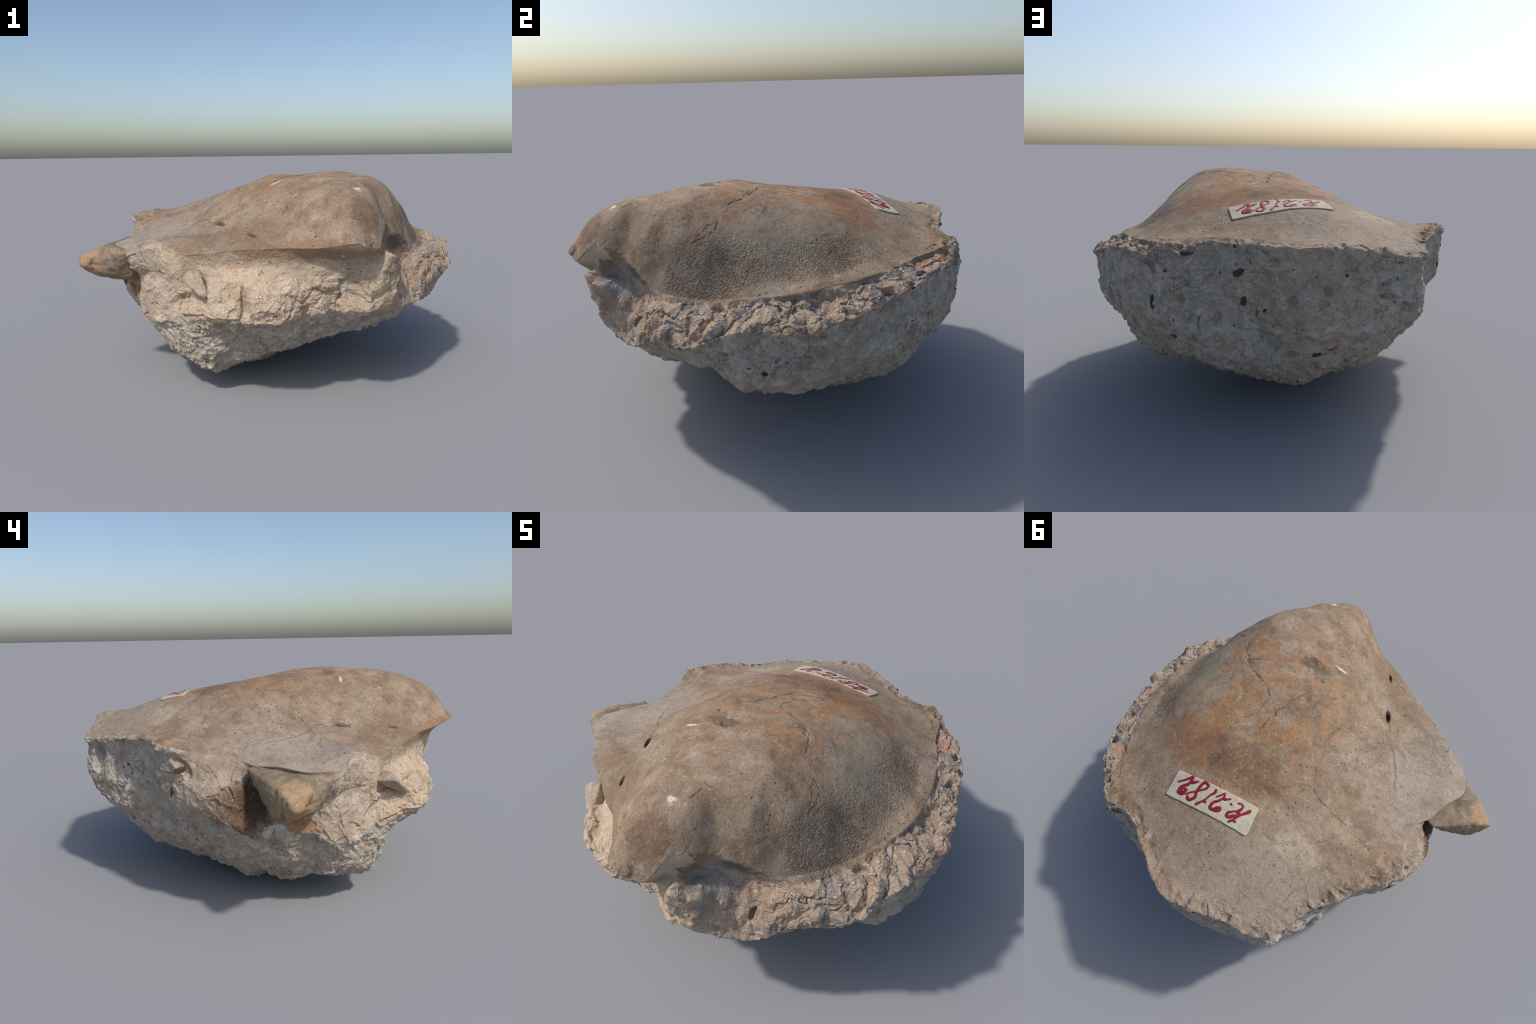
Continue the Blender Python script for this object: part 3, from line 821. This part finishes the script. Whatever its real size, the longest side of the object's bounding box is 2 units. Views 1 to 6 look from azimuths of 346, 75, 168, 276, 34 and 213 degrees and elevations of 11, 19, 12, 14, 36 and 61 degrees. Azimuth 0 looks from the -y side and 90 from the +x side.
def paper_label(tree, parent, paper, ink):
    # corners as the label is read: left bottom, right bottom, left top, right top
    lb, rb, lt, rt = (Vector(c) for c in ((-.052, .440), (.378, .454), (-.066, .572), (.374, .576)))

    def spot(u, w):
        return lb.lerp(rb, u).lerp(lt.lerp(rt, u), w)

    nu, nw = 96, 28
    bm = bmesh.new()
    ring = []
    for i in range(nu + 1):
        col = []
        for j in range(nw + 1):
            u, w = i / nu, j / nw
            cu, cw = abs(u - .5) * 2, abs(w - .5) * 2
            corner = max(0, cu - .965) / .035 * max(0, cw - .88) / .12      # nipped corners
            u = .5 + (u - .5) * (1 - .014 * corner)
            w = .5 + (w - .5) * (1 - .06 * corner + .012 * math.sin(u * 37) * (cw > .99))
            p = spot(u, w)
            col.append(bm.verts.new(drop(tree, p.x, p.y, .0035 + .0015 * (cu ** 6 + cw ** 4))))
        ring.append(col)
    for i in range(nu):
        for j in range(nw):
            bm.faces.new((ring[i][j], ring[i + 1][j], ring[i + 1][j + 1], ring[i][j + 1])).smooth = True
    for _ in range(6):
        bmesh.ops.smooth_vert(bm, verts=bm.verts, factor=.4, use_axis_z=True)
    me = bpy.data.meshes.new("paper_label")
    bm.to_mesh(me)
    bm.free()
    label = link("paper_label", me, parent, paper)
    mod = label.modifiers.new("thickness", "SOLIDIFY")
    mod.thickness, mod.offset = .006, -1
    face = BVHTree.FromPolygons([w.co for w in me.vertices], [p.vertices for p in me.polygons])

    # pen strokes in hundredths of the label: along it, and up it
    marks = {
        "letter": [[(6, 20), (9, 33), (14, 51), (17, 66), (20, 80), (23, 91)], [(20, 80), (17, 78), (15, 78)],
                   [(22, 21), (19, 17), (15, 21), (16, 34), (18, 45), (15, 49)], [(18, 43), (23, 53), (27, 66), (27, 74), (25, 75), (20, 64), (16, 56)]],
        "full_stop": [[(27, 30), (27.5, 33), (28, 37)]],
        "digit": [[(42, 70), (37, 62), (36, 68), (41, 77), (45, 78), (47, 71), (46, 57), (42, 44), (39, 32), (38, 22), (39, 11), (42, 22), (46, 35)], [(38, 30), (33, 24), (30, 17)]],
        "digit.001": [[(50, 9), (49, 20), (52, 36), (56, 62), (60, 78), (63, 90)], [(58, 68), (55, 66), (53, 69)]],
        "digit.002": [[(78, 73), (76, 63), (70, 49), (63, 32), (60, 23), (59, 11), (64, 5), (67, 20), (68, 39), (68, 53), (67, 63), (69, 76), (72, 83), (75, 79), (75, 70)]],
        "digit.003": [[(81, 56), (82, 67), (86, 65), (84, 55), (80, 55), (80, 67), (84, 77), (88, 72), (88, 59), (85, 46), (81, 34), (80, 21), (80, 4), (85, 19), (89, 30), (94, 42)], [(80, 27), (76, 21), (71, 10)]],
    }
    layer = 0
    for name, strokes in marks.items():
        bm = bmesh.new()
        for pts in strokes:
            layer += 1
            p = np.array([[*spot(u / 100, w / 100)] for u, w in pts])
            t = np.r_[0, np.cumsum(np.linalg.norm(np.diff(p, axis=0), axis=1))]
            m = max(12, int(t[-1] / .0025))
            q = np.linspace(0, t[-1], m)
            line = np.stack([pchip(t[None], p[None, :, c], q[None])[0] for c in (0, 1)], 1)
            tan = np.gradient(line, axis=0)
            tan /= np.linalg.norm(tan, axis=1, keepdims=True) + 1e-9
            side = np.stack([-tan[:, 1], tan[:, 0]], 1)
            width = .0062 * (1 + .30 * np.sin(np.linspace(.4, 5.5, m) + layer))
            width *= np.sqrt(np.clip(np.minimum(np.arange(m) + .6, m - .4 - np.arange(m)) / 3, 0, 1))
            prev = None
            for k in range(m):
                row = []
                for e in (-1, -.5, .5, 1):
                    x, y = line[k] + side[k] * width[k] * e
                    h = drop(face, x, y, .0009 + .00006 * layer if abs(e) < 1 else .0002) or drop(tree, x, y, .005)
                    row.append(bm.verts.new(h))
                if prev:
                    for a in range(3):
                        bm.faces.new((prev[a], row[a], row[a + 1], prev[a + 1])).smooth = True
                prev = row
        bmesh.ops.recalc_face_normals(bm, faces=bm.faces)
        me = bpy.data.meshes.new(name)
        bm.to_mesh(me)
        bm.free()
        ob = link(name, me, label, ink)
        mod = ob.modifiers.new("ink", "SOLIDIFY")
        mod.thickness, mod.offset = .0006, 0
    return label


# ----------------------------------------------------------------------------- assembly
root = bpy.data.objects.new("fossil_specimen", None)
bpy.context.scene.collection.objects.link(root)
root["label"] = "brown domed fossil bone bedded in pale rough stone"
root["category"] = "fossil"

xyz, deg, v = build_skin()
xyz = relief(xyz, deg, v)
nrm = grid_normals(xyz)
nv = len(v)
verts = xyz.reshape(-1, 3)
pole = lambda row: xyz[:, row].mean(0)
verts = np.concatenate([verts, [pole(0)], [pole(nv - 1)]])
FLOOR = verts[:, 2].min()
print("floor", FLOOR)
verts[:, 2] -= min(FLOOR, 0)
normals = np.concatenate([nrm.reshape(-1, 3), [[0, 0, 1]], [[0, 0, -1]]])
I, J = np.meshgrid(np.arange(N_TURN), np.arange(nv - 1), indexing="ij")
I2 = (I + 1) % N_TURN
quads = np.stack([I * nv + J, I * nv + J + 1, I2 * nv + J + 1, I2 * nv + J], 2)
reg = region_map(deg, v)
i = np.arange(0, N_TURN, 2)
cap = lambda row, c: np.stack([np.full(len(i), c), i * nv + row, (i + 1) % N_TURN * nv + row, (i + 2) % N_TURN * nv + row], 1)
top_cap = cap(0, len(verts) - 2)
low_cap = cap(nv - 1, len(verts) - 1)[:, ::-1]

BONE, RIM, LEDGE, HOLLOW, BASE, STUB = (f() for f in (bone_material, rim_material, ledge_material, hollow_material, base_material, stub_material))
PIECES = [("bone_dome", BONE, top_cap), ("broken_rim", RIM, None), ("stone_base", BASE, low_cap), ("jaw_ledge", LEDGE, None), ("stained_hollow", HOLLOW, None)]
for k, (name, mat, extra) in enumerate(PIECES):
    f = quads[reg == k]
    mesh_piece(name, verts, normals, f if extra is None else np.concatenate([f, extra]), root, mat)

tree = BVHTree.FromPolygons(verts.tolist(), quads[:, ::1].reshape(-1, 4).tolist())

lump("bone_stub", [(-.747, .031, .717), (-.835, -.07, .690), (-.905, -.092, .681), (-.863, -.237, .703), (-.995, -.18, .615), (-.985, -.15, .650),
                   (-.936, -.105, .556), (-.877, -.071, .565), (-.887, -.131, .533), (-.83, -.263, .57), (-.773, -.329, .685),
                   (-.64, -.03, .700), (-.66, -.20, .706), (-.72, -.31, .698), (-.66, -.12, .55), (-.64, -.22, .55), (-.729, -.264, .537)], root, STUB, .008, 9, .008)
PALE = plain("pale_bone", (.27, .21, .15), (.44, .36, .275), 22, .85, .006)
lump("bone_spur", [(-.495, -.583, .640), (-.53, -.60, .605), (-.425, -.668, .542), (-.46, -.662, .548), (-.44, -.648, .520), (-.50, -.61, .58),
                   (-.44, -.58, .625), (-.47, -.54, .635), (-.41, -.60, .54), (-.50, -.50, .60)], root, PALE, .006, 4, .004, 20, 5)

paper_label(tree, root, plain("old_paper", (.38, .335, .25), (.49, .435, .335), 45, .85, .001), plain("red_ink", (.15, .009, .016), (.26, .018, .03), 60, .5, .0005))

# grains, shells and shards bedded in the stone
stone = bpy.data.objects["stone_base"]
rim = bpy.data.objects["broken_rim"]
jaw = bpy.data.objects["jaw_ledge"]
hollow = bpy.data.objects["stained_hollow"]
BROWN = plain("brown_flint", (.075, .048, .03), (.15, .10, .065), 40, .55)
DARK = plain("dark_flint", (.045, .042, .042), (.10, .094, .09), 40, .5)
AMBER = plain("amber_pebble", (.21, .12, .045), (.33, .21, .09), 40, .6)
CREAM = plain("cream_shell", (.40, .33, .25), (.56, .48, .38), 35, .8)
GREYSH = plain("grey_shell", (.27, .255, .235), (.42, .40, .37), 35, .7)
RUST = plain("rust_grain", (.20, .085, .04), (.33, .16, .085), 40, .8)
grain = {m.name: ball(m.name, m) for m in (BROWN, DARK, AMBER, CREAM, GREYSH, RUST)}
for mat, place, size, lie in [
    ("amber_pebble", (.75, .587, .772), (.026, .013, .010), 1.2), ("brown_flint", (.709, .683, .571), (.030, .009, .007), 1.5),
    ("brown_flint", (.633, .697, .441), (.038, .011, .007), 2.4), ("brown_flint", (.384, .826, .586), (.020, .012, .006), 1.4),
    ("brown_flint", (-.006, .928, .70), (.016, .008, .006), 2.2), ("brown_flint", (.38, .828, .695), (.026, .013, .006), .6),
    ("brown_flint", (.086, .902, .379), (.020, .009, .006), 0.1), ("dark_flint", (.57, .777, .778), (.028, .010, .006), .0),
    ("dark_flint", (.026, .895, .393), (.009, .009, .006), 0), ("brown_flint", (.659, .751, .712), (.010, .009, .006), 0),  # the first is a dark ball added in a pit to blacken the hole
    ("brown_flint", (.408, .807, .796), (.008, .008, .006), 0), ("rust_grain", (-.207, .888, .587), (.007, .007, .005), 0),
    ("grey_shell", (.263, .866, .414), (.035, .020, .006), 2.4), ("brown_flint", (.318, .84, .545), (.010, .006, .005), .7),
    ("dark_flint", (.843, .422, .763), (.022, .014, .012), .4), ("dark_flint", (.889, .352, .733), (.016, .022, .010), .4),
    ("dark_flint", (-.703, .365, .591), (.012, .020, .008), 0), ("amber_pebble", (-.708, .075, .638), (.011, .010, .010), 0),
    ("cream_shell", (-.724, .086, .573), (.009, .009, .009), 0), ("brown_flint", (-.755, .30, .715), (.026, .012, .008), .3),
    ("brown_flint", (.928, -.258, .456), (.018, .009, .005), .3), ("cream_shell", (.871, -.318, .68), (.016, .022, .010), .3),
]:
    set_grain("pebble", grain[mat], tree, place, size, lie, stone if mat != "cream_shell" else rim)

valve("shell_valve", tree, (.955, -.005, .600), .030, .022, 1.0, stone, GREYSH)
valve("shell_valve", tree, (.955, -.20, .515), .050, .034, .9, stone, GREYSH)

# dark tubes added along the cracks to stand in for their dark lines
CRACK_DARK = plain("crack_line", (.06, .05, .043), (.11, .09, .075), 60, .9)


def crack_seam(name, pts, width, parent):
    p = np.array(pts)
    t = np.r_[0, np.cumsum(np.linalg.norm(np.diff(p, axis=0), axis=1))]
    m = int(t[-1] / .004)
    q = np.linspace(0, t[-1], m)
    line = np.stack([pchip(t[None], p[None, :, c], q[None])[0] for c in (0, 1, 2)], 1)
    line += .012 * np.stack([fbm(line, 30, 3, 460 + i) for i in range(3)], 1)
    w = width * np.clip(.75 + .9 * fbm(line, 45, 2, 470), .12, 1.6) * np.minimum(1, np.minimum(np.arange(m), m - 1 - np.arange(m)) / 4 + .1)
    bm = bmesh.new()
    prev = None
    for k in range(m):
        hit, n, _, _ = tree.find_nearest(Vector(line[k]))
        ahead = Vector(line[min(k + 1, m - 1)] - line[max(k - 1, 0)])
        side = n.cross(ahead).normalized()
        row = [bm.verts.new(hit + side * (w[k] * math.cos(a)) + n * (w[k] * .45 * math.sin(a) + .0002)) for a in (i / 6 * 2 * math.pi for i in range(6))]
        if prev:
            for i in range(6):
                bm.faces.new((prev[i], row[i], row[(i + 1) % 6], prev[(i + 1) % 6])).smooth = True
        prev = row
    bmesh.ops.recalc_face_normals(bm, faces=bm.faces)
    me = bpy.data.meshes.new(name)
    bm.to_mesh(me)
    bm.free()
    return link(name, me, parent, CRACK_DARK)


dome = bpy.data.objects["bone_dome"]
for key, pts in CRACKS.items():
    crack_seam("crack_line", pts, .0009 if key in ("flank", "branch", "crease", "step") else .0014, dome)

LIME = plain("limestone_chip", (.33, .26, .19), (.50, .41, .32), 35, .9)

# a patch of tiny beads on the jaw, and finer grit all over
rng = np.random.default_rng(7)


def scatter(name, mesh, count, test, low, high, parent, flat=.4):
    """Many grains too small to pick apart, joined into one piece."""
    cand = np.flatnonzero(test)
    pick = rng.choice(cand, count, replace=False)
    base_co = np.empty(len(mesh.vertices) * 3, np.float32)
    mesh.vertices.foreach_get("co", base_co)
    base_co = base_co.reshape(-1, 3)
    tri = np.array([p.vertices[:] for p in mesh.polygons])
    out_v, out_f = [], []
    for k, i in enumerate(pick):
        n = Vector(normals[i])
        q = n.to_track_quat("Z", "Y") @ Quaternion((0, 0, 1), rng.uniform(0, 6.3)) @ Quaternion((1, 0, 0), rng.normal(0, .25))
        a = rng.uniform(low, high) * rng.uniform(.6, 1)
        size = np.array([a, a * rng.uniform(.35, .9), a * flat * rng.uniform(.6, 1.2)])
        R = np.array(q.to_matrix())
        out_v.append((base_co * size) @ R.T + verts[i] - normals[i] * size[2] * .4)
        out_f.append(tri + k * len(base_co))
    me = bpy.data.meshes.new(name)
    me.from_pydata(np.concatenate(out_v).tolist(), [], np.concatenate(out_f).tolist())
    me.polygons.foreach_set("use_smooth", np.ones(len(me.polygons), bool))
    ob = link(name, me, parent, mesh.materials[0])
    ob["kind"] = "stuff"
    return ob


def small_ball(material):
    bm = bmesh.new()
    bmesh.ops.create_icosphere(bm, subdivisions=2, radius=1)
    for w in bm.verts:
        w.co *= 1 + .16 * math.sin(3.1 * w.co.x + 5 * w.co.y)
    me = bpy.data.meshes.new("grit")
    bm.to_mesh(me)
    bm.free()
    me.materials.append(material)
    return me


vv = np.repeat(v[None], N_TURN, 0).ravel()
dd = np.repeat(deg[:, None], nv, 1).ravel()
n_skin = len(vv)
pad = np.zeros(2, bool)
is_rim = np.r_[(vv > 1.08) & (vv < 1.9) & ((dd > 305) | (dd < 52)), pad]
is_base = np.r_[((vv > 2.1) & (vv < 2.7)) | ((vv > 1.1) & (dd > 60) & (dd < 148)), pad] & (verts[:, 2] > .08)
is_ledge = np.r_[(vv > 1.3) & (vv < 1.95) & (dd > 205) & (dd < 300), pad]
is_hollow = np.r_[(vv > 1.15) & (vv < 1.95) & (dd > 155) & (dd < 190), pad]
bead = np.linalg.norm(verts - np.array([-.238, -.816, .545]), axis=1) < .034
scatter("shell_bead", small_ball(CREAM), 26, bead, .0065, .0095, jaw, .9)
scatter("shell_shard", small_ball(LIME), 110, is_rim, .006, .016, rim, .4)
scatter("rust_grit", small_ball(RUST), 60, is_rim | is_ledge, .003, .007, rim, .6)
scatter("dark_grit", small_ball(DARK), 90, is_base, .003, .007, stone, .3)
scatter("shell_splinter", small_ball(GREYSH), 260, is_base, .008, .020, stone, .3)
scatter("brown_grit", small_ball(BROWN), 90, is_base, .004, .012, stone, .3)
scatter("matrix_grit", small_ball(LIME), 150, is_ledge, .005, .014, jaw, .4)
scatter("stained_grit", small_ball(AMBER), 60, is_hollow, .003, .008, hollow, .6)
